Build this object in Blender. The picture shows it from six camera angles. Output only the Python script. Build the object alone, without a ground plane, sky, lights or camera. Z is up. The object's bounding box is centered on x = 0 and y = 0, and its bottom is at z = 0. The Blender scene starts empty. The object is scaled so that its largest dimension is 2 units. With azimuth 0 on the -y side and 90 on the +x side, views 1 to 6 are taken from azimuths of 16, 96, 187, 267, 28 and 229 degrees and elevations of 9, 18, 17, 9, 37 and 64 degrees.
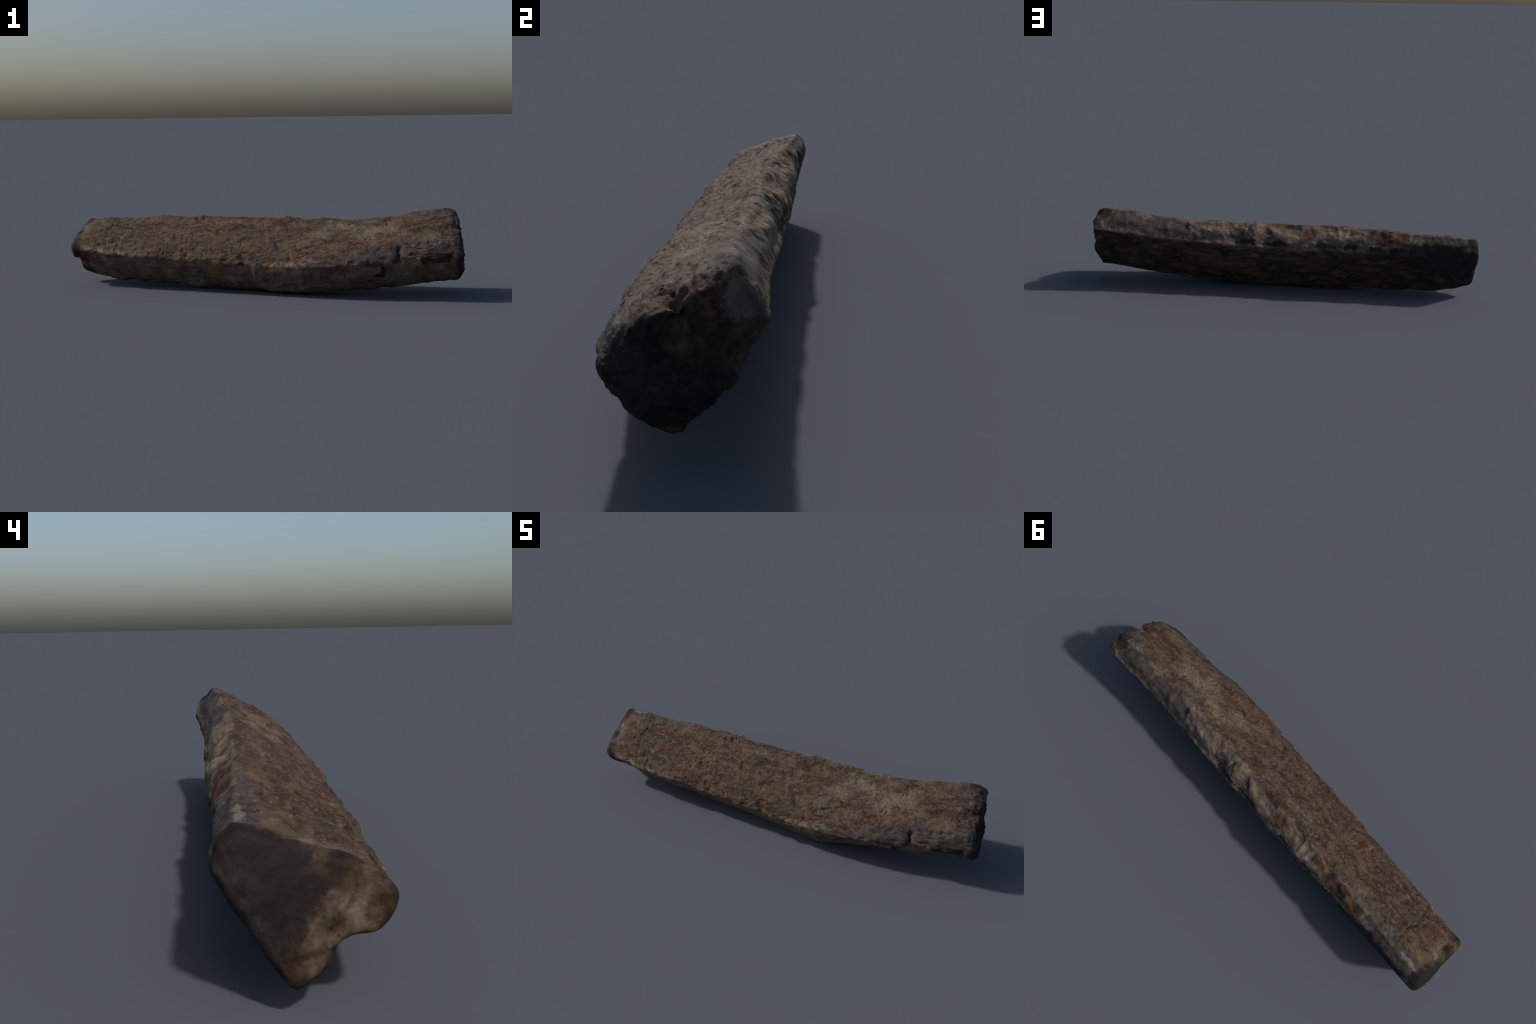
"""Weathered fossil bone: a four-sided bar, pitted on its broad upper face, with a smooth rind
along one narrow edge, a lumpy side, a fibrous underside, a worn end and a black broken end."""
import bpy, bmesh, math
import numpy as np

SEED = 7
rng = np.random.default_rng(SEED)

# ------------------------------------------------------------------ noise helpers
_perm = np.random.default_rng(11).permutation(256).astype(np.int32)
_perm = np.concatenate([_perm, _perm, _perm])
_g = np.random.default_rng(12).normal(size=(256, 3))
_g = (_g / np.linalg.norm(_g, axis=1)[:, None]).astype(np.float32)


def _hash(i, j, k):
    return _perm[_perm[_perm[i & 255] + (j & 255)] + (k & 255)]


def perlin(p):
    f = np.floor(p).astype(np.int32)
    d = (p - f).astype(np.float32)
    w = d * d * d * (d * (d * 6 - 15) + 10)
    out = 0
    for a in (0, 1):
        for b in (0, 1):
            for c in (0, 1):
                g = _g[_hash(f[:, 0] + a, f[:, 1] + b, f[:, 2] + c)]
                v = (d[:, 0] - a) * g[:, 0] + (d[:, 1] - b) * g[:, 1] + (d[:, 2] - c) * g[:, 2]
                out = out + v * (w[:, 0] if a else 1 - w[:, 0]) * (w[:, 1] if b else 1 - w[:, 1]) * (w[:, 2] if c else 1 - w[:, 2])
    return out * 1.5


def fbm(p, octaves=4, gain=0.5, ridged=False):
    out, amp, tot = 0, 1.0, 0.0
    for o in range(octaves):
        n = perlin(p * 2.03**o + 17.3 * o)
        if ridged:
            n = 1 - 2 * np.abs(n)
        out, tot, amp = out + amp * n, tot + amp, amp * gain
    return out / tot


def worley(p):
    f = np.floor(p).astype(np.int32)
    best = np.full(len(p), 9.0)
    for a in (-1, 0, 1):
        for b in (-1, 0, 1):
            for c in (-1, 0, 1):
                q = f + (a, b, c)
                h = _hash(q[:, 0], q[:, 1], q[:, 2])
                jit = 0.5 + 0.9 * (np.stack([_perm[h + 31], _perm[h + 67], _perm[h + 101]], 1) / 255 - 0.5)
                best = np.minimum(best, ((p - q - jit) ** 2).sum(1))
    return np.sqrt(best)


def sstep(a, b, v):
    t = np.clip((v - a) / (b - a), 0, 1)
    return t * t * (3 - 2 * t)


def gauss(v, c, s):
    return np.exp(-(((v - c) / s) ** 2))


# ------------------------------------------------------------------ the long profile
# (y, z) of the edges at evenly spaced stations along the bar, from the worn end to the broken end
STATIONS = np.linspace(-1, 1, 17)
CREST = [(0.109, 0.344), (0.107, 0.349), (0.103, 0.352), (0.101, 0.358), (0.099, 0.363), (0.093, 0.365), (0.085, 0.366), (0.082, 0.368),
         (0.084, 0.369), (0.087, 0.368), (0.088, 0.368), (0.088, 0.370), (0.090, 0.373), (0.094, 0.387), (0.106, 0.415), (0.125, 0.426),
         (0.142, 0.412)]
BROW = [(-0.152, 0.222), (-0.157, 0.209), (-0.163, 0.197), (-0.168, 0.193), (-0.171, 0.191), (-0.178, 0.187), (-0.185, 0.180), (-0.189, 0.174),
        (-0.192, 0.169), (-0.199, 0.166), (-0.202, 0.168), (-0.197, 0.176), (-0.185, 0.187), (-0.169, 0.199), (-0.149, 0.212), (-0.133, 0.221),
        (-0.111, 0.228)]
KEEL_NEAR = [(0.000, 0.085), (-0.024, 0.067), (-0.028, 0.049), (-0.031, 0.044), (-0.047, 0.041), (-0.063, 0.041), (-0.072, 0.040), (-0.082, 0.039),
             (-0.100, 0.037), (-0.113, 0.030), (-0.111, 0.029), (-0.084, 0.038), (-0.058, 0.053), (-0.037, 0.066), (-0.024, 0.075), (-0.009, 0.093),
             (0.007, 0.110)]
KEEL_FAR = [(0.033, 0.088), (0.024, 0.048), (0.017, 0.034), (0.017, 0.034), (0.021, 0.031), (0.025, 0.033), (0.025, 0.029), (0.024, 0.027),
            (0.026, 0.030), (0.033, 0.032), (0.041, 0.039), (0.033, 0.043), (0.022, 0.047), (0.023, 0.065), (0.033, 0.077), (0.037, 0.094),
            (0.039, 0.113)]
FLANK = [(.150, .281), (.152, .276), (.148, .265), (.145, .252), (.146, .245), (.149, .244), (.153, .246), (.156, .249),
         (.155, .253), (.157, .257), (.160, .262), (.162, .270), (.163, .281), (.168, .293), (.179, .306), (.192, .321), (.208, .344)]
EDGES = [np.array(e) for e in (CREST, BROW, KEEL_NEAR, KEEL_FAR, FLANK)]
# how far each edge reaches at the two ends
X_WORN = np.array([-.996, -.982, -.992, -.994, -1.002])
X_BROKEN = np.array([.940, .978, .970, .958, .940])
R_EDGE = (.012, .016, .018, .022, .020)  # rounding, as smoothing width

N_SIDE = (216, 102, 78, 156, 72)  # points on: upper face, side face, keel, underside, smooth edge
N_PER = sum(N_SIDE)
N_LEN = 960
N_CAP = 76


def spline(x, xs, ys):
    """Catmull-Rom through evenly spaced knots."""
    h = xs[1] - xs[0]
    t = np.clip((x - xs[0]) / h, 0, len(xs) - 1 - 1e-9)
    i = t.astype(int)
    t = (t - i)[..., None] if np.ndim(ys) == 2 else t - i
    ys = np.asarray(ys, float)
    pad = np.concatenate([[2 * ys[0] - ys[1]], ys, [2 * ys[-1] - ys[-2]]])
    a, b, c, d = pad[i], pad[i + 1], pad[i + 2], pad[i + 3]
    return 0.5 * (2 * b + (c - a) * t + (2 * a - 5 * b + 4 * c - d) * t**2 + (3 * b - a - 3 * c + d) * t**3)


def outline(x):
    """Closed cross-section at station(s) x: polygon of five edges with bulged sides -> (len(x), N_PER, 2)."""
    P = [spline(x, STATIONS, e) for e in EDGES]
    sides = []
    one = np.ones_like(x)
    # bulge of each side: (place along the side, offset outwards) pairs
    # upper face: swells near the broken end; side: lobe near the worn end; underside: slight belly
    swell = sstep(.35, 1.0, x)
    lobe = sstep(-.80, -.93, x)
    bul = [[(.22, .013 - .003 * swell), (.5, .021 + .004 * swell), (.77, .027 + .012 * swell), (.92, .015 + .004 * swell)],
           [(.24, .010 + .009 * lobe), (.55, .009 - .026 * lobe), (.8, .006 * one)],
           [(.5, .008 * one)],
           [(.30, .002 + .009 * gauss(x, .2, .35)), (.65, .003 + .007 * gauss(x, .2, .3) + .004 * swell)],
           [(.5, .012 + .009 * gauss(x, -.3, .35))]]
    for k in range(5):
        a, b = P[k], P[(k + 1) % 5]
        d = b - a
        nrm = np.stack([d[:, 1], -d[:, 0]], 1)
        nrm /= np.linalg.norm(nrm, axis=1)[:, None]
        knots = [0.0] + [f for f, _ in bul[k]] + [1.0]
        offs = [0 * one] + [o * one for _, o in bul[k]] + [0 * one]
        t = np.arange(N_SIDE[k]) / N_SIDE[k]
        off = np.stack([np.interp(t, knots, [o[i] for o in offs]) for i in range(len(x))])
        sides.append(a[:, None] + d[:, None] * t[None, :, None] + nrm[:, None] * off[..., None])
    S = np.concatenate(sides, 1)
    # round the edges: smoothing around the outline, strong at edges, weak on sides
    Q = S.copy()
    for _ in range(2):
        F = np.fft.fft(Q, axis=1)
        k = np.fft.fftfreq(N_PER) * N_PER
        step = 1.02 / N_PER
        sm = np.fft.ifft(F * np.exp(-0.5 * (2 * np.pi * k * .011 / 1.02) ** 2)[None, :, None], axis=1).real
        if _ == 0:
            Q = S + (S - sm) * 0.8  # push the edges out so that rounding leaves them in place
        else:
            Q = sm
    return Q


def build_surface():
    # rows crowd together where the surface turns over into the two ends
    turn0 = .029 * (1 - np.sin(np.linspace(math.pi / 2, 0, 30)))
    turn1 = 1 - .0125 * (1 - np.sin(np.linspace(math.pi / 2, 0, 16)))[::-1]
    s = np.concatenate([turn0, np.linspace(turn0[-1], turn1[0], N_LEN - 44)[1:-1], turn1])
    # perimeter-wise reach of the two ends
    cum = np.concatenate([[0], np.cumsum(N_SIDE)])
    idx = np.arange(N_PER)
    x0 = np.interp(idx, cum, np.append(X_WORN, X_WORN[0]))
    x1 = np.interp(idx, cum, np.append(X_BROKEN, X_BROKEN[0]))
    xs = x0[None] + (x1 - x0)[None] * s[:, None]
    # sections at a regular set of stations, then looked up per vertex
    st = np.linspace(-1, 1, 401)
    sec = outline(st)
    t = np.clip((xs + 1) / 2 * 400, 0, 399.999)
    i = t.astype(int)
    f = (t - i)[..., None]
    cols = np.broadcast_to(idx, xs.shape)
    yz = sec[i, cols] * (1 - f) + sec[i + 1, cols] * f
    cen = yz.mean(1, keepdims=True)
    # rounding into the ends
    rad0, rad1 = .025, .016
    rad0 = np.full((1, N_PER), rad0)
    from_crest = np.minimum(idx, N_PER - idx)[None]
    rad1 = rad1 + .024 * gauss(from_crest, 0, 30)
    inset = np.zeros_like(xs)
    for d, r in ((xs - x0[None], rad0), (x1[None] - xs, rad1)):
        q = np.clip(1 - d / r, 0, 1)
        inset += r * 0.85 * (1 - np.sqrt(np.maximum(1 - q * q, 0)))
    v = yz - cen
    ln = np.linalg.norm(v, axis=2, keepdims=True)
    yz = cen + v * (1 - np.minimum(inset[..., None] / ln, .9))
    body = np.concatenate([xs[..., None], yz], 2)
    # caps: rings that close towards the middle of the section
    u = np.linspace(0, 1, N_CAP + 1)[1:]
    caps = []
    for ring, bulge in ((body[0], -.004), (body[-1], .010)):
        mid = ring.mean(0)
        prof = (1 - u)[:, None, None]
        c = mid + (ring - mid)[None] * prof
        c[..., 0] += (bulge * (1 - (1 - u) ** 2))[:, None]
        caps.append(c)
    grid = np.concatenate([caps[0][::-1], body, caps[1]], 0)
    return grid, cum


grid, cum = build_surface()
NR = grid.shape[0]
nv_grid = NR * N_PER


def grid_normals(g):
    du = np.roll(g, -1, 1) - np.roll(g, 1, 1)
    dv = np.gradient(g, axis=0)
    n = np.cross(du, dv)
    n /= np.maximum(np.linalg.norm(n, axis=2, keepdims=True), 1e-12)
    n[0], n[-1] = (-1, 0, 0), (1, 0, 0)
    for reach in (2, 4):  # blurred, so that relief does not fold over at tight edges
        n = n + np.roll(n, reach, 1) + np.roll(n, -reach, 1)
        up, dn = np.empty_like(n), np.empty_like(n)
        up[reach:], up[:reach] = n[:-reach], n[:1]
        dn[:-reach], dn[-reach:] = n[reach:], n[-1:]
        n = n + up + dn
        n /= np.maximum(np.linalg.norm(n, axis=2, keepdims=True), 1e-12)
    return n


# ------------------------------------------------------------------ where each kind of surface lies (soft weights)
rows = np.broadcast_to(np.arange(NR)[:, None], (NR, N_PER))
cols = np.broadcast_to(np.arange(N_PER)[None], (NR, N_PER))
in_worn = rows < N_CAP
in_broken = rows >= NR - N_CAP


def side_weight(k, soft=14):
    a, b = cum[k], cum[k + 1]
    c = cols.astype(float)
    if k == 4:
        w = sstep(a - soft, a + soft, c) + (1 - sstep(-soft, soft, c)) * (c < soft + 1)
        return np.where(c > N_PER - soft, 1 - sstep(N_PER - soft, N_PER + soft, c), np.where(c < soft, 1 - sstep(-soft, soft, c), sstep(a - soft, a + soft, c)))
    w = sstep(a - soft, a + soft, c) * (1 - sstep(b - soft, b + soft, c))
    if k == 0:
        w = np.where(c > N_PER - soft, sstep(-soft, soft, c - N_PER), w)
    return w


W_top, W_side, W_keel, W_under, W_edge = (side_weight(k) for k in range(5))
W_worn = 1 - sstep(N_CAP + 8, N_CAP + 62, rows.astype(float))
W_broken = sstep(NR - N_CAP - 26, NR - N_CAP - 4, rows.astype(float))
W_body = (1 - W_worn) * (1 - W_broken)


def displace(g):
    n = grid_normals(g)
    p = g.reshape(-1, 3)
    x = p[:, 0]
    wt, ws, wk, wu, we = (w.ravel() * W_body.ravel() for w in (W_top, W_side, W_keel, W_under, W_edge))
    wl, wr = W_worn.ravel(), W_broken.ravel()
    h = np.zeros(len(p))
    warp = np.stack([perlin(p * 9 + o) for o in (3, 31, 57)], 1)
    q = p + .022 * warp
    # broad unevenness
    h += .0050 * fbm(p * (5, 8, 8) + 3, 3) * (1 - .5 * wl)
    # upper face: flaky crust, crumbs and pits
    crust = fbm(q * (10, 21, 21) + 40, 4, .55)
    dents = fbm(q * (5, 15, 15) + 140, 3, .5)
    crumbs = fbm(q * 48 + 9, 3, .5)
    ridg = fbm(q * (12, 25, 25) + 70, 4, .5, ridged=True)
    h += wt * (.0060 + .0095 * crust + .0105 * dents + .0009 * crumbs + .0062 * (ridg - .3))
    pits = worley(q * 26 + 2)
    pitm = sstep(.05, .3, fbm(p * 7 + 90, 2))
    h -= wt * .0050 * (1 - sstep(.08, .36, pits)) * pitm
    # smooth edge: lumps and hollows, rougher along the middle of the bar
    rough = gauss(x, -.1, .55)
    h += we * ((.0075 + .010 * rough) * fbm(q * (12, 13, 13) + 21, 3, .42) + (.0004 + .0006 * rough) * crumbs + .0022 * rough * (ridg - .3))
    # side: scalloped folds running down the face
    fold = fbm(np.stack([q[:, 0] * 10 + 2.5 * p[:, 2], q[:, 1] * 4, q[:, 2] * 5], 1) + 55, 3, .45)
    h += ws * (.0140 * fold + .0014 * crumbs + .0045 * crust)
    # the two long upper edges wander in soft lumps
    brow = np.exp(-(((cols - cum[1]) / 26.0) ** 2)).ravel() * W_body.ravel()
    crest = np.exp(-((np.minimum(cols, N_PER - cols) / 24.0) ** 2)).ravel() * W_body.ravel()
    h += brow * .0130 * fbm(q * (9, 8, 8) + 170, 3, .5) + crest * .0085 * fbm(q * (12, 8, 8) + 190, 3, .5)
    # keel: knobby
    h += wk * (.0180 * fbm(q * (11, 9, 9) + 33, 4, .5) + .0012 * crumbs)
    # underside: flakes drawn out along the length
    fib = fbm(q * (6, 34, 34) + 61, 4, .55)
    flak = fbm(q * (9, 16, 16) + 13, 4, .5, ridged=True)
    h += wu * (.0060 * fib + .0070 * (flak - .3) + .0012 * crumbs) * (1 - .8 * sstep(-.65, -.8, x))
    # ends: one worn smooth, one broken with ledges and bitten rim
    h += wl * (.0060 * fbm(p * 11 + 81, 2) + .0004 * crumbs)
    brk = fbm(q * (12, 19, 19) + 5, 4, .55)
    h += wr * (.0120 * brk - .004 + .0110 * (fbm(q * 15 + 44, 4, .5, ridged=True) - .3) + .0015 * crumbs)
    return (p + n.reshape(-1, 3) * h[:, None]).reshape(g.shape)


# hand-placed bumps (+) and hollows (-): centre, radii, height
LUMPS = [
    # hollows and folds of the side face
    ((-.737, -.156, .180), (.045, .03, .012), -.012), ((-.798, -.120, .140), (.014, .02, .012), -.006),
    ((-.649, -.152, .158), (.012, .02, .010), -.005), ((-.569, -.151, .150), (.010, .02, .014), -.005),
    ((-.065, -.185, .165), (.022, .03, .014), -.010), ((.009, -.187, .130), (.009, .03, .040), .010),
    ((.040, -.182, .135), (.022, .03, .022), -.009), ((.687, -.147, .210), (.014, .03, .036), -.011),
    ((.650, -.120, .115), (.020, .03, .030), -.010), ((.720, -.110, .120), (.035, .03, .030), .007),
    ((.560, -.130, .110), (.050, .04, .040), .006), ((.760, -.090, .110), (.012, .03, .030), -.008),
    # crest: knobs and dips
    ((.128, .080, .352), (.032, .025, .03), .007), ((.290, .088, .352), (.030, .025, .03), .006),
    ((.064, .080, .352), (.025, .03, .03), -.003), ((.205, .085, .352), (.030, .03, .03), -.004),
    ((-.560, .098, .342), (.040, .03, .03), .004), ((-.800, .104, .335), (.030, .03, .03), -.003),
    # smooth edge: dents and swellings
    ((.474, .120, .328), (.016, .03, .026), -.006), ((.595, .148, .313), (.030, .03, .022), -.006),
    ((.385, .128, .319), (.016, .03, .020), -.006), ((.366, .110, .335), (.026, .03, .02), .009),
    ((.300, .112, .332), (.035, .03, .025), .008), ((.148, .106, .331), (.010, .03, .03), -.009),
    ((.105, .100, .336), (.028, .03, .03), .008), ((-.297, .097, .331), (.011, .02, .014), -.010),
    ((-.332, .100, .331), (.011, .02, .014), -.011), ((-.350, .104, .333), (.010, .02, .012), .007),
    ((-.727, .130, .295), (.020, .03, .030), -.010), ((-.540, .130, .300), (.075, .03, .011), -.008),
    ((-.560, .112, .322), (.090, .02, .013), .007), ((.210, .134, .309), (.045, .03, .03), -.005),
    ((-.800, .132, .312), (.045, .03, .02), .006),
    # notch broken into the upper face and down the broken end
    ((.935, .018, .345), (.055, .016, .030), -.026), ((.980, .035, .325), (.045, .018, .045), -.034),
    ((.990, .060, .275), (.035, .020, .050), -.020), ((.970, -.075, .300), (.030, .014, .030), -.010),
    ((.690, -.135, .238), (.016, .03, .03), -.012),
    ((1.0, .060, .200), (.06, .07, .07), .008), ((.960, .110, .200), (.05, .05, .05), .013),
    ((-.36, .122, .318), (.100, .035, .035), .022), ((.15, .118, .325), (.07, .03, .03), .007),
    # worn end: sunken shelf under the lobe
    ((-.975, -.085, .135), (.050, .030, .018), -.012),
    ((-.990, .060, .255), (.03, .06, .06), .006), ((-.985, -.025, .122), (.04, .030, .020), -.006), ((-.990, .000, .150), (.04, .045, .018), .003),
    ((-.975, -.105, .170), (.03, .02, .02), .005),
    # knobs under the keel
    ((-.30, -.06, .01), (.05, .04, .03), .006), ((-.60, .00, .02), (.05, .04, .03), .006), ((-.68, .00, .02), (.025, .04, .03), -.004),
    ((.55, -.03, .04), (.04, .05, .03), .006), ((.47, -.04, .03), (.03, .05, .03), -.005), ((.62, .03, .05), (.03, .04, .03), .009),
]


def place_lumps(g):
    n = grid_normals(g)
    p = g.copy()
    flat = g.reshape(-1, 3)
    w = np.stack([fbm(flat * 26 + o, 2) for o in (7, 29, 83)], 1).reshape(g.shape)
    gw = g + .016 * w
    for c, r, hgt in LUMPS:
        d2 = (((gw - c) / r) ** 2).sum(2)
        p += n * (hgt * np.exp(-d2))[..., None]
    return p


def worm_marks(g):
    """Ring-shaped tube mouths and bored holes scattered over the upper face (a few on the side)."""
    n = grid_normals(g)
    out = g.copy()
    for kind, count in (("ring", 300), ("hole", 70)):
        for _ in range(count):
            side = rng.random() < .9
            i = int(rng.integers(N_CAP + 30, NR - N_CAP - 20))
            j = int(rng.integers(cum[0] + 6, cum[1] - 4) if side else rng.integers(cum[1], cum[2]))
            c0 = g[i, j]
            size = rng.uniform(.0030, .0062) if kind == "ring" else rng.uniform(.0018, .0042)
            i0, i1, j0, j1 = i - 14, i + 15, max(j - 14, 0), j + 15
            d = np.linalg.norm(g[i0:i1, j0:j1] - c0, axis=2)
            if kind == "ring":
                hgt = .0018 * gauss(d, size, .0019) - .0012 * gauss(d, 0, size * .6)
            else:
                hgt = -size * rng.uniform(.5, 1.1) * gauss(d, 0, size)
            out[i0:i1, j0:j1] += n[i0:i1, j0:j1] * hgt[..., None]
    return out


grid = place_lumps(grid)
grid = displace(grid)
grid = worm_marks(grid)
grid[..., 2] -= grid[..., 2].min()
lo, hi = grid.reshape(-1, 3).min(0), grid.reshape(-1, 3).max(0)
print("extent before fit", lo, hi)
grid[..., 0] = (grid[..., 0] - (lo[0] + hi[0]) / 2) * (2.0 / (hi[0] - lo[0]))

# ------------------------------------------------------------------ mesh, split into its surfaces
verts = np.concatenate([grid.reshape(-1, 3), [grid[0].mean(0)], [grid[-1].mean(0)]])
r, c = np.meshgrid(np.arange(NR - 1), np.arange(N_PER), indexing="ij")
c2 = (c + 1) % N_PER
quads = np.stack([r * N_PER + c, r * N_PER + c2, (r + 1) * N_PER + c2, (r + 1) * N_PER + c], -1).reshape(-1, 4)
qr, qc = r.ravel(), c.ravel()
part_of = np.searchsorted(cum[1:], qc, side="right")
part_of = np.where(part_of == 3, 2, part_of)  # keel and underside are one surface
part_of = np.where(qr < N_CAP, 5, np.where(qr >= NR - 1 - N_CAP, 6, part_of))
k = np.arange(N_PER)
tri0 = np.stack([np.full(N_PER, nv_grid), (k + 1) % N_PER, k], 1)
tri1 = np.stack([np.full(N_PER, nv_grid + 1), (NR - 1) * N_PER + k, (NR - 1) * N_PER + (k + 1) % N_PER], 1)


def make_mesh(name, V, quads, tris=None):
    me = bpy.data.meshes.new(name)
    nt = 0 if tris is None else len(tris)
    me.vertices.add(len(V))
    me.vertices.foreach_set("co", np.asarray(V, np.float32).ravel())
    loops = quads.ravel() if nt == 0 else np.concatenate([quads.ravel(), tris.ravel()])
    me.loops.add(len(loops))
    me.loops.foreach_set("vertex_index", loops.astype(np.int32))
    starts = np.concatenate([np.arange(len(quads)) * 4, len(quads) * 4 + np.arange(nt) * 3])
    me.polygons.add(len(starts))
    me.polygons.foreach_set("loop_start", starts.astype(np.int32))
    me.polygons.foreach_set("use_smooth", np.ones(len(starts), bool))
    me.update(calc_edges=True)
    return me


whole = make_mesh("whole", verts, quads, np.concatenate([tri0, tri1]))
normals = np.empty(len(verts) * 3, np.float32)
whole.vertex_normals.foreach_get("vector", normals)
normals = normals.reshape(-1, 3)
inward = (normals[nv_grid + 1, 0] < 0)
bpy.data.meshes.remove(whole)
if inward:
    quads, tri0, tri1, normals = quads[:, ::-1], tri0[:, ::-1], tri1[:, ::-1], -normals

root = bpy.data.objects.new("fossil_bone", None)
root.empty_display_size = 0.1
root["label"] = "weathered brown fossil bone bar with black broken end"
root["category"] = "fossil bone"
bpy.context.scene.collection.objects.link(root)


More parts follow.
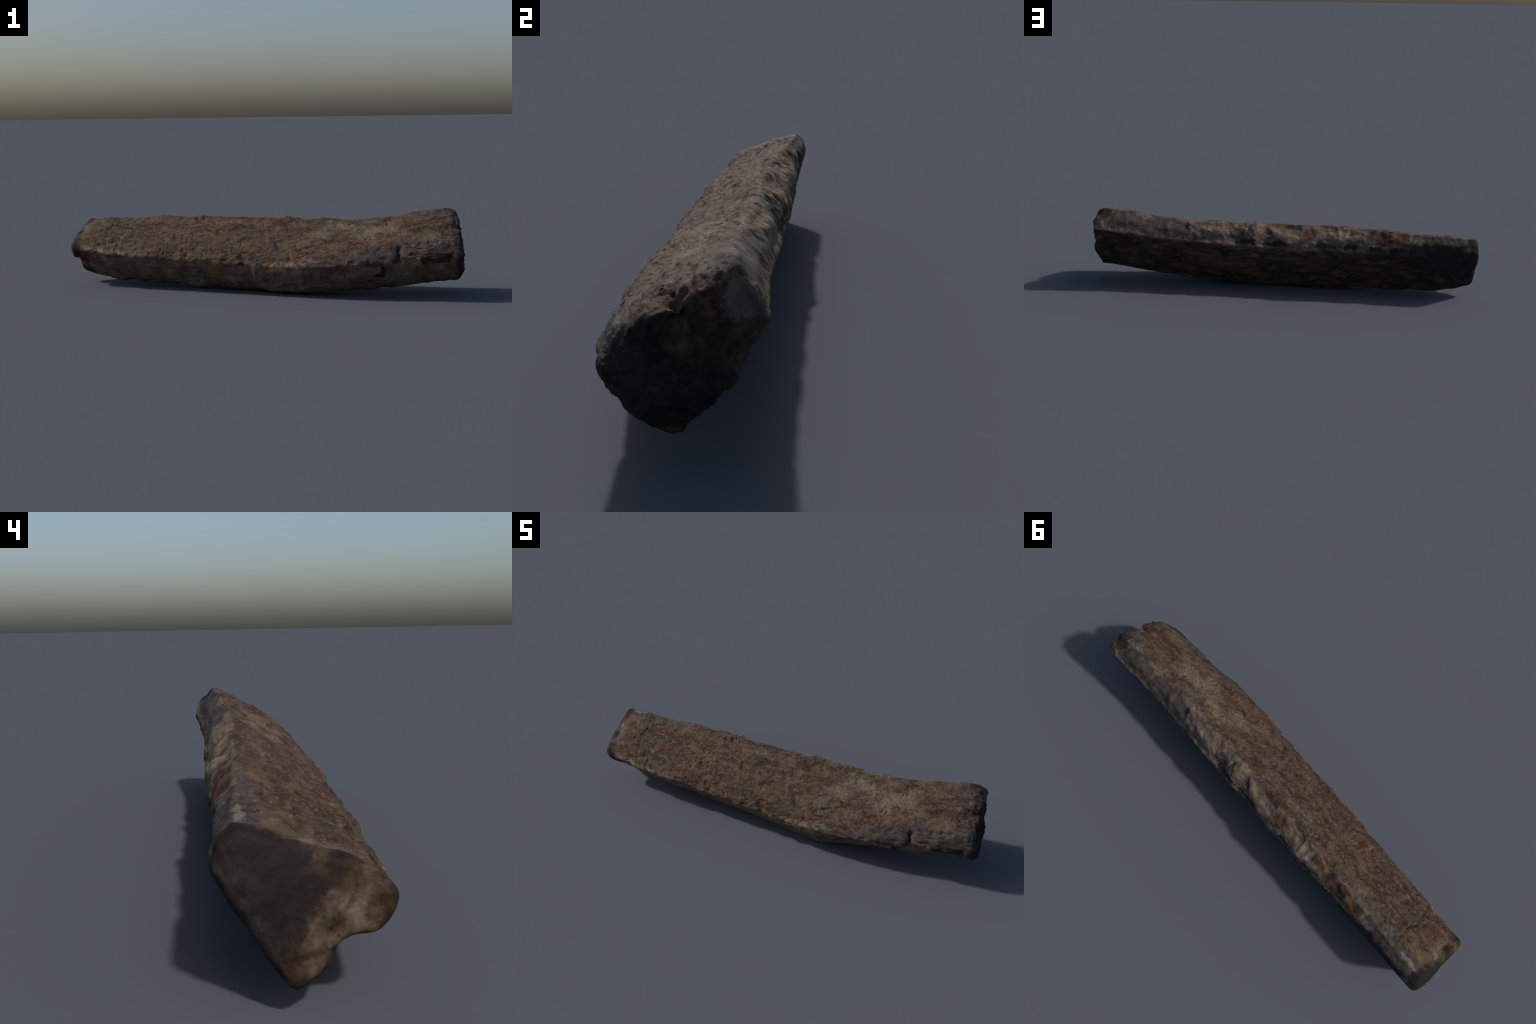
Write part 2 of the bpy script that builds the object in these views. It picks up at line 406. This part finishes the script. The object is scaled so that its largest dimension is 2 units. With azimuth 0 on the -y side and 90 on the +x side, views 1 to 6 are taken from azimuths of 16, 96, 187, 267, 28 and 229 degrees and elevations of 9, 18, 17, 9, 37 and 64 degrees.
# ------------------------------------------------------------------ colour
# patches of colour on the bone: centre, reach along the bar, reach across it
PATCHES = {
    'cream': [
        (.515, -.020, .298, .060, .055), (.640, -.010, .313, .035, .035), (.575, -.010, .305, .050, .030), (.400, .020, .318, .075, .035),
        (.330, -.040, .286, .050, .030), (.450, .085, .353, .070, .020), (-.134, .035, .322, .040, .015), (.250, -.085, .245, .030, .020),
        (-.955, -.020, .270, .030, .050),
    ],
    'tan': [
        (0.829, -0.084, 0.299, 0.06, 0.03),
        (0.210, -0.119, 0.243, 0.07, 0.018),
        (0.338, -0.128, 0.238, 0.04, 0.02),
        (-0.942, 0.038, 0.313, 0.05, 0.03),
        (0.819, 0.173, 0.332, 0.014, 0.014),
        (0.875, 0.188, 0.330, 0.012, 0.012),
        (0.011, -0.192, 0.144, 0.006, 0.03),
        (0.699, -0.054, 0.309, 0.04, 0.02),
        (-0.199, -0.181, 0.186, 0.08, 0.012),
        (-0.577, 0.041, 0.327, 0.05, 0.02),
        (0.654, -0.146, 0.230, 0.01, 0.01),
        (0.759, -0.121, 0.264, 0.01, 0.01),
        (-0.485, 0.038, 0.328, 0.03, 0.02),
        (0.850, 0.112, 0.400, 0.02, 0.03),
    ],
    'sand': [
        (0.346, 0.122, 0.332, 0.035, 0.035),
        (0.279, 0.117, 0.334, 0.025, 0.03),
        (0.112, 0.112, 0.340, 0.025, 0.03),
        (0.006, 0.111, 0.322, 0.05, 0.035),
        (-0.095, 0.134, 0.291, 0.05, 0.03),
        (-0.248, 0.114, 0.311, 0.03, 0.03),
        (0.819, 0.173, 0.332, 0.012, 0.012),
        (-0.197, 0.093, 0.337, 0.03, 0.02),
        (-0.348, 0.093, 0.343, 0.04, 0.012),
    ],
    'grey': [
        (-0.712, -0.132, 0.222, 0.014, 0.012),
        (-0.643, -0.135, 0.217, 0.022, 0.012),
        (0.127, -0.158, 0.204, 0.03, 0.02),
        (0.036, -0.185, 0.172, 0.035, 0.015),
        (0.462, -0.180, 0.193, 0.05, 0.015),
        (0.517, -0.168, 0.201, 0.06, 0.025),
        (0.602, -0.150, 0.221, 0.06, 0.028),
        (0.686, -0.136, 0.218, 0.06, 0.035),
        (0.734, -0.111, 0.277, 0.035, 0.045),
        (0.860, -0.123, 0.250, 0.07, 0.035),
        (0.936, -0.098, 0.277, 0.06, 0.04),
        (0.799, -0.124, 0.252, 0.05, 0.03),
        (0.584, -0.167, 0.182, 0.07, 0.02),
        (0.821, -0.129, 0.242, 0.08, 0.02),
        (0.389, -0.190, 0.179, 0.04, 0.012),
        (0.886, 0.088, 0.386, 0.045, 0.04),
        (0.893, 0.025, 0.341, 0.025, 0.02),
        (-0.897, 0.100, 0.329, 0.07, 0.03),
        (-0.783, 0.080, 0.328, 0.04, 0.02),
        (-0.666, 0.071, 0.333, 0.025, 0.018),
        (-0.587, 0.083, 0.339, 0.05, 0.012),
        (0.803, 0.151, 0.358, 0.1, 0.05),
        (0.621, 0.143, 0.325, 0.1, 0.05),
        (0.519, 0.141, 0.316, 0.06, 0.04),
        (0.424, 0.155, 0.283, 0.05, 0.02),
        (0.210, 0.128, 0.308, 0.04, 0.03),
        (-0.870, 0.131, 0.313, 0.15, 0.03),
        (-0.701, 0.116, 0.314, 0.03, 0.04),
        (-0.494, 0.140, 0.255, 0.05, 0.015),
        (0.544, 0.070, 0.353, 0.08, 0.012),
    ],
    'dark': [
        (-0.059, -0.178, 0.182, 0.016, 0.012),
        (0.884, -0.136, 0.217, 0.06, 0.035),
        (0.634, -0.136, 0.143, 0.008, 0.035), (0.610, -0.130, 0.120, 0.030, 0.010),
        (0.685, -0.135, 0.219, 0.02, 0.02),
        (0.910, 0.142, 0.391, 0.03, 0.04),
        (0.162, 0.152, 0.272, 0.07, 0.014),
        (0.019, 0.145, 0.269, 0.06, 0.013),
        (-0.225, 0.137, 0.264, 0.06, 0.014),
        (-0.354, 0.138, 0.267, 0.05, 0.018),
        (-0.483, 0.136, 0.265, 0.04, 0.014),
        (0.150, 0.095, 0.328, 0.006, 0.02),
        (0.477, 0.108, 0.327, 0.01, 0.022),
        (-0.811, 0.130, 0.217, 0.16, 0.09),  # two broad dark patches, underside towards the worn end
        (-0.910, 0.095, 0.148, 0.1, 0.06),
        (-0.745, -0.140, 0.179, 0.03, 0.009),
        (0.989, -0.094, 0.195, 0.02, 0.09),
        (0.823, -0.136, 0.196, 0.02, 0.02),
        (-0.604, 0.143, 0.252, 0.05, 0.02),
    ],
    'rust': [
        (-0.156, 0.117, 0.311, 0.03, 0.025),
        (0.055, 0.114, 0.320, 0.014, 0.016),
        (-0.303, 0.125, 0.293, 0.03, 0.014),
        (-0.399, 0.111, 0.322, 0.035, 0.022),
        (-0.523, 0.122, 0.309, 0.05, 0.03),
        (-0.617, 0.123, 0.315, 0.035, 0.03),
        (-0.463, 0.115, 0.320, 0.03, 0.025),
        (-0.873, -0.072, 0.267, 0.03, 0.025),
        (-0.564, 0.107, 0.342, 0.07, 0.008),
        (-0.905, -0.141, 0.163, 0.03, 0.02),
    ],
    'pale': [
        (-0.421, -0.155, 0.153, 0.013, 0.018),
        (-0.425, 0.133, 0.277, 0.017, 0.016),
        (-0.714, -0.086, 0.253, 0.012, 0.012),
        (-0.698, 0.126, 0.301, 0.018, 0.014),
        (-0.797, 0.077, 0.326, 0.012, 0.008),
        (-0.231, -0.182, 0.178, 0.008, 0.012),
        (0.723, -0.113, 0.125, 0.015, 0.01),
        (0.714, 0.106, 0.381, 0.05, 0.01),
        (-0.905, 0.100, 0.329, 0.05, 0.009),
        (0.294, -0.195, 0.170, 0.012, 0.03),
    ],
    'umber': [
        (-.955, -.135, .190, .035, .050), (-.945, -.050, .090, .035, .055), (-.950, -.005, .050, .040, .030), (-.965, -.050, .265, .022, .050),
    ],
    'wornd': [
        (-0.995, 0.068, 0.254, 0.05, 0.085),
        (-0.986, 0.101, 0.313, 0.04, 0.05),
        (-0.989, 0.053, 0.193, 0.05, 0.06),
        (-0.983, 0.065, 0.143, 0.04, 0.04),
        (-0.994, 0.101, 0.283, 0.05, 0.06),
    ],
}


class Nodes:
    def __init__(self, tree):
        self.t = tree

    def add(self, kind, **kw):
        n = self.t.nodes.new(kind)
        for k_, v in kw.items():
            if k_.startswith("in_"):
                key = k_[3:]
                sock = n.inputs[int(key) if key.isdigit() else key]
                if isinstance(v, bpy.types.NodeSocket):
                    self.t.links.new(v, sock)
                else:
                    sock.default_value = v
            else:
                setattr(n, k_, v)
        return n

    def math(self, op, a, b=0.0, c=0.0, clamp=False):
        return self.add("ShaderNodeMath", operation=op, use_clamp=clamp, in_0=a, in_1=b, in_2=c).outputs[0]

    def vmath(self, op, a, b):
        n = self.add("ShaderNodeVectorMath", operation=op, in_0=a, in_1=b)
        return n.outputs[1] if op == "LENGTH" else n.outputs[0]

    def noise(self, vec, scale, detail=3.0, rough=.55, lac=2.0, dist=0.0):
        n = self.add("ShaderNodeTexNoise", in_Vector=vec, in_Scale=scale, in_Detail=detail, in_Roughness=rough, in_Lacunarity=lac, in_Distortion=dist)
        return n

    def step(self, v, lo, hi):
        return self.add("ShaderNodeMapRange", interpolation_type="SMOOTHSTEP", in_Value=v, **{"in_1": lo, "in_2": hi}).outputs[0]

    def scaled(self, vec, scl, loc=(0, 0, 0)):
        return self.add("ShaderNodeMapping", vector_type="POINT", in_Vector=vec, in_Location=loc, in_Scale=scl).outputs[0]

    def mix(self, fac, a, b, mode="MIX"):
        n = self.add("ShaderNodeMix", data_type="RGBA", blend_type=mode)
        for sock, v in ((n.inputs[0], fac), (n.inputs[6], a), (n.inputs[7], b)):
            if isinstance(v, bpy.types.NodeSocket):
                self.t.links.new(v, sock)
            else:
                sock.default_value = v if not isinstance(v, tuple) else (*v, 1)
        return n.outputs[2]

    def ramp(self, v, stops):
        n = self.add("ShaderNodeValToRGB", in_Fac=v)
        e = n.color_ramp.elements
        while len(e) < len(stops):
            e.new(.5)
        for el, (pos, col) in zip(e, stops):
            el.position, el.color = pos, (*col, 1)
        return n.outputs[0]


def make_material():
    m = bpy.data.materials.new("mineralised_bone")
    m.use_nodes = True
    N = Nodes(m.node_tree)
    bsdf = m.node_tree.nodes["Principled BSDF"]
    P = N.add("ShaderNodeTexCoord").outputs["Object"]
    # ragged outlines: push the coordinates about at two sizes
    w1 = N.vmath("SUBTRACT", N.noise(P, 22, 4, .6).outputs["Color"], (.5, .5, .5))
    w2 = N.vmath("SUBTRACT", N.noise(P, 85, 3, .6).outputs["Color"], (.5, .5, .5))
    Pw = N.vmath("ADD", N.vmath("ADD", P, N.vmath("MULTIPLY", w1, (.050, .050, .050))), N.vmath("MULTIPLY", w2, (.018, .018, .018)))
    sx = N.add("ShaderNodeSeparateXYZ", in_0=P).outputs
    wx = N.add("ShaderNodeSeparateXYZ", in_0=Pw).outputs
    x, y, z = sx[0], wx[1], wx[2]
    x2 = N.math("MULTIPLY", x, x)
    # where the crest, the brow and the flank edge run, as functions of x
    crest_y = N.math("ADD", N.math("MULTIPLY_ADD", x2, .030, .083), N.math("MULTIPLY", x, .004))
    brow_z = N.math("MULTIPLY_ADD", x2, .058, .168)
    flank_z = N.math("ADD", N.math("MULTIPLY_ADD", x2, .052, .248), N.math("MULTIPLY", x, .026))
    edge = N.step(N.math("SUBTRACT", y, crest_y), -.004, .012)              # smooth narrow edge
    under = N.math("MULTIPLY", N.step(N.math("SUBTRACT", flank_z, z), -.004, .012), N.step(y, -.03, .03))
    side = N.math("MULTIPLY", N.step(N.math("SUBTRACT", brow_z, z), -.010, .010), N.math("SUBTRACT", 1.0, N.step(y, -.03, .03)))

    # upper face: crust of browns with paler crumbs and dark specks
    big = N.noise(P, 9, 5, .6, dist=.6).outputs[0]
    mid = N.noise(P, 30, 6, .62, dist=.7).outputs[0]
    fine = N.noise(P, 130, 4, .6, dist=.5).outputs[0]
    crumb = N.noise(P, 52, 4, .6, dist=1.6).outputs[0]
    soft = N.noise(N.scaled(P, (12, 27, 27)), 1.0, 4, .58, dist=.6).outputs[0]
    top = N.ramp(soft, [(.30, (0.0239, 0.0138, 0.0088)), (.42, (0.0442, 0.0275, 0.0180)), (.54, (0.0644, 0.0421, 0.0288)), (.70, (0.0902, 0.0619, 0.0448))])
    zone = N.noise(P, 8, 4, .6, dist=.8).outputs[0]
    top = N.mix(N.step(big, .44, .58), top, N.ramp(soft, [(.32, (0.0294, 0.0151, 0.0096)), (.5, (0.0534, 0.0301, 0.0200)), (.66, (0.0810, 0.0499, 0.0344))]))
    top = N.mix(N.math("MULTIPLY", N.step(zone, .55, .62), .8), top, N.ramp(soft, [(.3, (0.0423, 0.0275, 0.0152)), (.6, (0.0718, 0.0482, 0.0272))]))
    top = N.mix(N.math("MULTIPLY", N.step(zone, .44, .36), .7), top, N.ramp(soft, [(.3, (0.0368, 0.0258, 0.0216)), (.6, (0.0754, 0.0568, 0.0480))]))
    top = N.mix(N.math("MULTIPLY", N.step(crumb, .53, .64), .7), top, (0.1122, 0.0808, 0.0592))
    top = N.mix(N.math("MULTIPLY", N.step(mid, .46, .35), .80), top, (0.0193, 0.0116, 0.0084))
    blot = N.noise(N.scaled(P, (7, 16, 16)), 1.0, 5, .62, dist=.7).outputs[0]
    top = N.mix(N.math("MULTIPLY", N.step(blot, .54, .64), .55), top, (.030, .019, .013))
    top = N.mix(N.math("MULTIPLY", N.step(blot, .43, .34), .35), top, (.112, .086, .066))
    # mouths of worm tubes: pale rings round dark holes, in loose colonies
    vor = N.add("ShaderNodeTexVoronoi", in_Vector=N.vmath("ADD", P, N.vmath("MULTIPLY", w2, (.008, .008, .008))), in_Scale=62.0, in_Randomness=1.0)
    vd = vor.outputs["Distance"]
    colony = N.step(N.noise(P, 14, 3, .6).outputs[0], .46, .60)
    ring = N.math("MULTIPLY", N.step(vd, .14, .21), N.step(vd, .37, .27))
    top = N.mix(N.math("MULTIPLY", N.math("MULTIPLY", ring, colony), .55), top, (.138, .108, .086))
    top = N.mix(N.math("MULTIPLY", N.math("MULTIPLY", N.step(vd, .17, .10), colony), .5), top, (.018, .012, .010))

    # narrow edge: tan and grey mottling; side: dull grey-brown; underside: dark brown drawn out along the bar
    rim = N.ramp(N.noise(P, 17, 5, .6, dist=.5).outputs[0], [(.30, (.050, .042, .040)), (.46, (.095, .078, .064)), (.58, (.150, .114, .076)), (.72, (.185, .150, .110))])
    wall = N.ramp(N.noise(P, 15, 5, .62, dist=.6).outputs[0], [(.30, (0.0488, 0.0341, 0.0250)), (.46, (0.1098, 0.0781, 0.0560)), (.60, (0.1562, 0.1166, 0.0860)), (.74, (0.2013, 0.1540, 0.1170))])
    wall = N.mix(N.math("MULTIPLY", N.step(N.noise(P, 30, 5, .64, dist=.8).outputs[0], .53, .66), .75), wall, (.034, .024, .019))
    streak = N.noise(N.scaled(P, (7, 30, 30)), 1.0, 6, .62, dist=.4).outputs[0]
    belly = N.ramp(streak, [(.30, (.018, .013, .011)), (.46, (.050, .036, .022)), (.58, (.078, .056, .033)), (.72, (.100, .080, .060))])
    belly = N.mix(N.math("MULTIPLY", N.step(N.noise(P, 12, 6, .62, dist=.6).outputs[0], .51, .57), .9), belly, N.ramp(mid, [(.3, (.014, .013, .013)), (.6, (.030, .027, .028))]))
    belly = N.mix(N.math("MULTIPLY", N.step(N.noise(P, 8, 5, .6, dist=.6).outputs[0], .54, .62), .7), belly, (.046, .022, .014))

    col = N.mix(side, top, wall)
    col = N.mix(edge, col, rim)
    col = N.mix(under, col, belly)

    # the broken end
    col = N.mix(N.step(N.math("ADD", x, N.math("MULTIPLY", N.math("SUBTRACT", wx[0], x), .8)), .955, .985), col,
                N.ramp(N.noise(P, 20, 5, .65, dist=.8).outputs[0], [(.3, (.007, .006, .0055)), (.5, (.015, .0115, .009)), (.7, (.034, .025, .018))]))
    looks = {
        "tan": N.ramp(mid, [(.3, (.050, .034, .020)), (.5, (.072, .051, .031)), (.7, (.098, .073, .049))]),
        "sand": N.ramp(mid, [(.3, (0.0648, 0.0430, 0.0277)), (.48, (0.1152, 0.0826, 0.0538)), (.7, (0.1665, 0.1273, 0.0907))]),
        "cream": N.ramp(crumb, [(.30, (0.0484, 0.0318, 0.0213)), (.44, (0.0862, 0.0645, 0.0451)), (.60, (0.1302, 0.1015, 0.0738))]),
        "grey": N.ramp(mid, [(.28, (0.0208, 0.0182, 0.0176)), (.46, (0.0447, 0.0374, 0.0334)), (.70, (0.0811, 0.0653, 0.0581))]),
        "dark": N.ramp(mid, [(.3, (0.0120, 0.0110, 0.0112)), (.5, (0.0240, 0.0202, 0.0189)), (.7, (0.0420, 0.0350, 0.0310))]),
        "rust": N.ramp(mid, [(.3, (0.0221, 0.0102, 0.0076)), (.5, (0.0527, 0.0229, 0.0145)), (.66, (0.0892, 0.0442, 0.0272)), (.75, (0.1275, 0.0527, 0.0213))]),
        "pale": N.ramp(mid, [(.3, (0.0782, 0.0697, 0.0624)), (.6, (0.1190, 0.1062, 0.0944))]),
        "wornd": N.ramp(mid, [(.3, (.009, .007, .006)), (.6, (.016, .0125, .012))]),
    }
    breakup = N.math("MULTIPLY", N.math("SUBTRACT", N.noise(P, 45, 4, .65).outputs[0], .5), 1.1)
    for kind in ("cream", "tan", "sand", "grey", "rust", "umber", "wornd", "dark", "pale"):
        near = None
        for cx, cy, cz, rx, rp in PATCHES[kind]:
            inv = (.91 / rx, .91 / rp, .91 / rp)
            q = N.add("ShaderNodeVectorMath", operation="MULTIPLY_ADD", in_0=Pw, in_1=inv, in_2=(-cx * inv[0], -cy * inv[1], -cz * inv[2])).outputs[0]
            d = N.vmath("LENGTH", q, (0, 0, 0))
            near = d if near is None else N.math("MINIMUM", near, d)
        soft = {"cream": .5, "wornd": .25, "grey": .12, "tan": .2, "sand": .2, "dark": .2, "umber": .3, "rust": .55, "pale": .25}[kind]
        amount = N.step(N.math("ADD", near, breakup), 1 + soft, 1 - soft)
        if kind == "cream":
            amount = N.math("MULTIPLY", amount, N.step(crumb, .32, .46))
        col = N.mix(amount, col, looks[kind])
        if kind == "tan":
            looks["umber"] = endmat = N.ramp(N.noise(P, 22, 5, .6, dist=.25).outputs[0], [(.36, (.010, .007, .006)), (.46, (.021, .0118, .008)), (.56, (.036, .024, .015)), (.68, (.062, .046, .031))])
            col = N.mix(N.math("SUBTRACT", 1.0, N.step(wx[0], -1.000, -.958)), col, endmat)

    # fine grain over everything
    grain = N.ramp(fine, [(.25, (.80, .80, .80)), (.5, (1, 1, 1)), (.75, (1.18, 1.18, 1.18))])
    col = N.mix(1.0, col, grain, "MULTIPLY")
    m.node_tree.links.new(col, bsdf.inputs["Base Color"])
    bsdf.inputs["Roughness"].default_value = .78
    bsdf.inputs["Specular IOR Level"].default_value = .12
    hgt = N.math("ADD", N.math("MULTIPLY", mid, .6), N.math("ADD", N.math("MULTIPLY", crumb, .5), N.math("MULTIPLY", fine, .35)))
    bump = N.add("ShaderNodeBump", in_Strength=.45, in_Distance=.006, in_Height=hgt).outputs[0]
    m.node_tree.links.new(bump, bsdf.inputs["Normal"])
    return m


MAT = make_material()
NAMES = {0: "pitted_face", 1: "lumpy_side", 2: "fibrous_underside", 4: "smooth_edge", 5: "worn_end", 6: "broken_end"}
for key, name in NAMES.items():
    q = quads[part_of == key]
    t = {5: tri0, 6: tri1}.get(key)
    used = np.unique(q)
    if t is not None:
        used = np.unique(np.concatenate([used, t.ravel()]))
    remap = np.full(len(verts), -1)
    remap[used] = np.arange(len(used))
    me = make_mesh(name, verts[used], remap[q], None if t is None else remap[t])
    me.materials.append(MAT)
    me.normals_split_custom_set_from_vertices(normals[used])
    ob = bpy.data.objects.new(name, me)
    ob.parent = root
    bpy.context.scene.collection.objects.link(ob)


# ------------------------------------------------------------------ the number inked on the upper face
def ink_number(text, start, end, height):
    cu = bpy.data.curves.new("number_outline", "FONT")
    cu.body, cu.size, cu.shear, cu.offset = text, 1.0, .25, -.012
    cu.resolution_u = 3
    tmp = bpy.data.objects.new("number_outline", cu)
    bpy.context.scene.collection.objects.link(tmp)
    me = bpy.data.meshes.new_from_object(tmp.evaluated_get(bpy.context.evaluated_depsgraph_get()))
    bpy.data.objects.remove(tmp)
    bm = bmesh.new()
    bm.from_mesh(me)
    bmesh.ops.triangulate(bm, faces=bm.faces[:])
    bmesh.ops.subdivide_edges(bm, edges=bm.edges[:], cuts=2, use_grid_fill=True)
    bmesh.ops.solidify(bm, geom=bm.faces[:], thickness=.02)
    co = np.array([v.co[:] for v in bm.verts])
    width = co[:, 0].max() - co[:, 0].min()
    start, end = np.array(start), np.array(end)
    along = end - start
    window = grid[N_CAP:NR // 2, : cum[1]].reshape(-1, 3)
    window = window[np.linalg.norm(window - (start + end) / 2, axis=1) < .06]
    nrm = np.linalg.svd(window - window.mean(0))[2][2] if False else np.array([.02, -.52, .85])
    nrm = nrm - along * (nrm @ along) / (along @ along)
    nrm /= np.linalg.norm(nrm)
    up = np.cross(nrm, along / np.linalg.norm(along))
    for v, c in zip(bm.verts, co):
        wob = .06 * math.sin(5 * c[0]) + .04 * math.sin(11 * c[0] + 1)
        p = start + along * ((c[0] - co[:, 0].min()) / width) + up * ((c[1] + wob) * height / .7)
        d = window - p
        flat = d - np.outer(d @ nrm, nrm)
        near = np.argsort((flat**2).sum(1))[:3]
        lift = (d[near] @ nrm).max() + .0008 + (.0008 if c[2] > co[:, 2].mean() else -.0012)
        v.co = p + nrm * lift
    bm.to_mesh(me)
    bm.free()
    me.name = "inventory_number"
    ink = bpy.data.materials.new("black_ink")
    ink.use_nodes = True
    N = Nodes(ink.node_tree)
    P = N.add("ShaderNodeTexCoord").outputs["Object"]
    c = N.ramp(N.noise(P, 220, 3).outputs[0], [(.35, (.014, .013, .014)), (.7, (.034, .030, .029))])
    ink.node_tree.links.new(c, ink.node_tree.nodes["Principled BSDF"].inputs["Base Color"])
    ink.node_tree.nodes["Principled BSDF"].inputs["Roughness"].default_value = .7
    me.materials.clear()
    me.materials.append(ink)
    ob = bpy.data.objects.new("inventory_number", me)
    ob.parent = root
    bpy.context.scene.collection.objects.link(ob)


ink_number("5749A", (-.772, -.016, .283), (-.682, -.016, .283), .019)
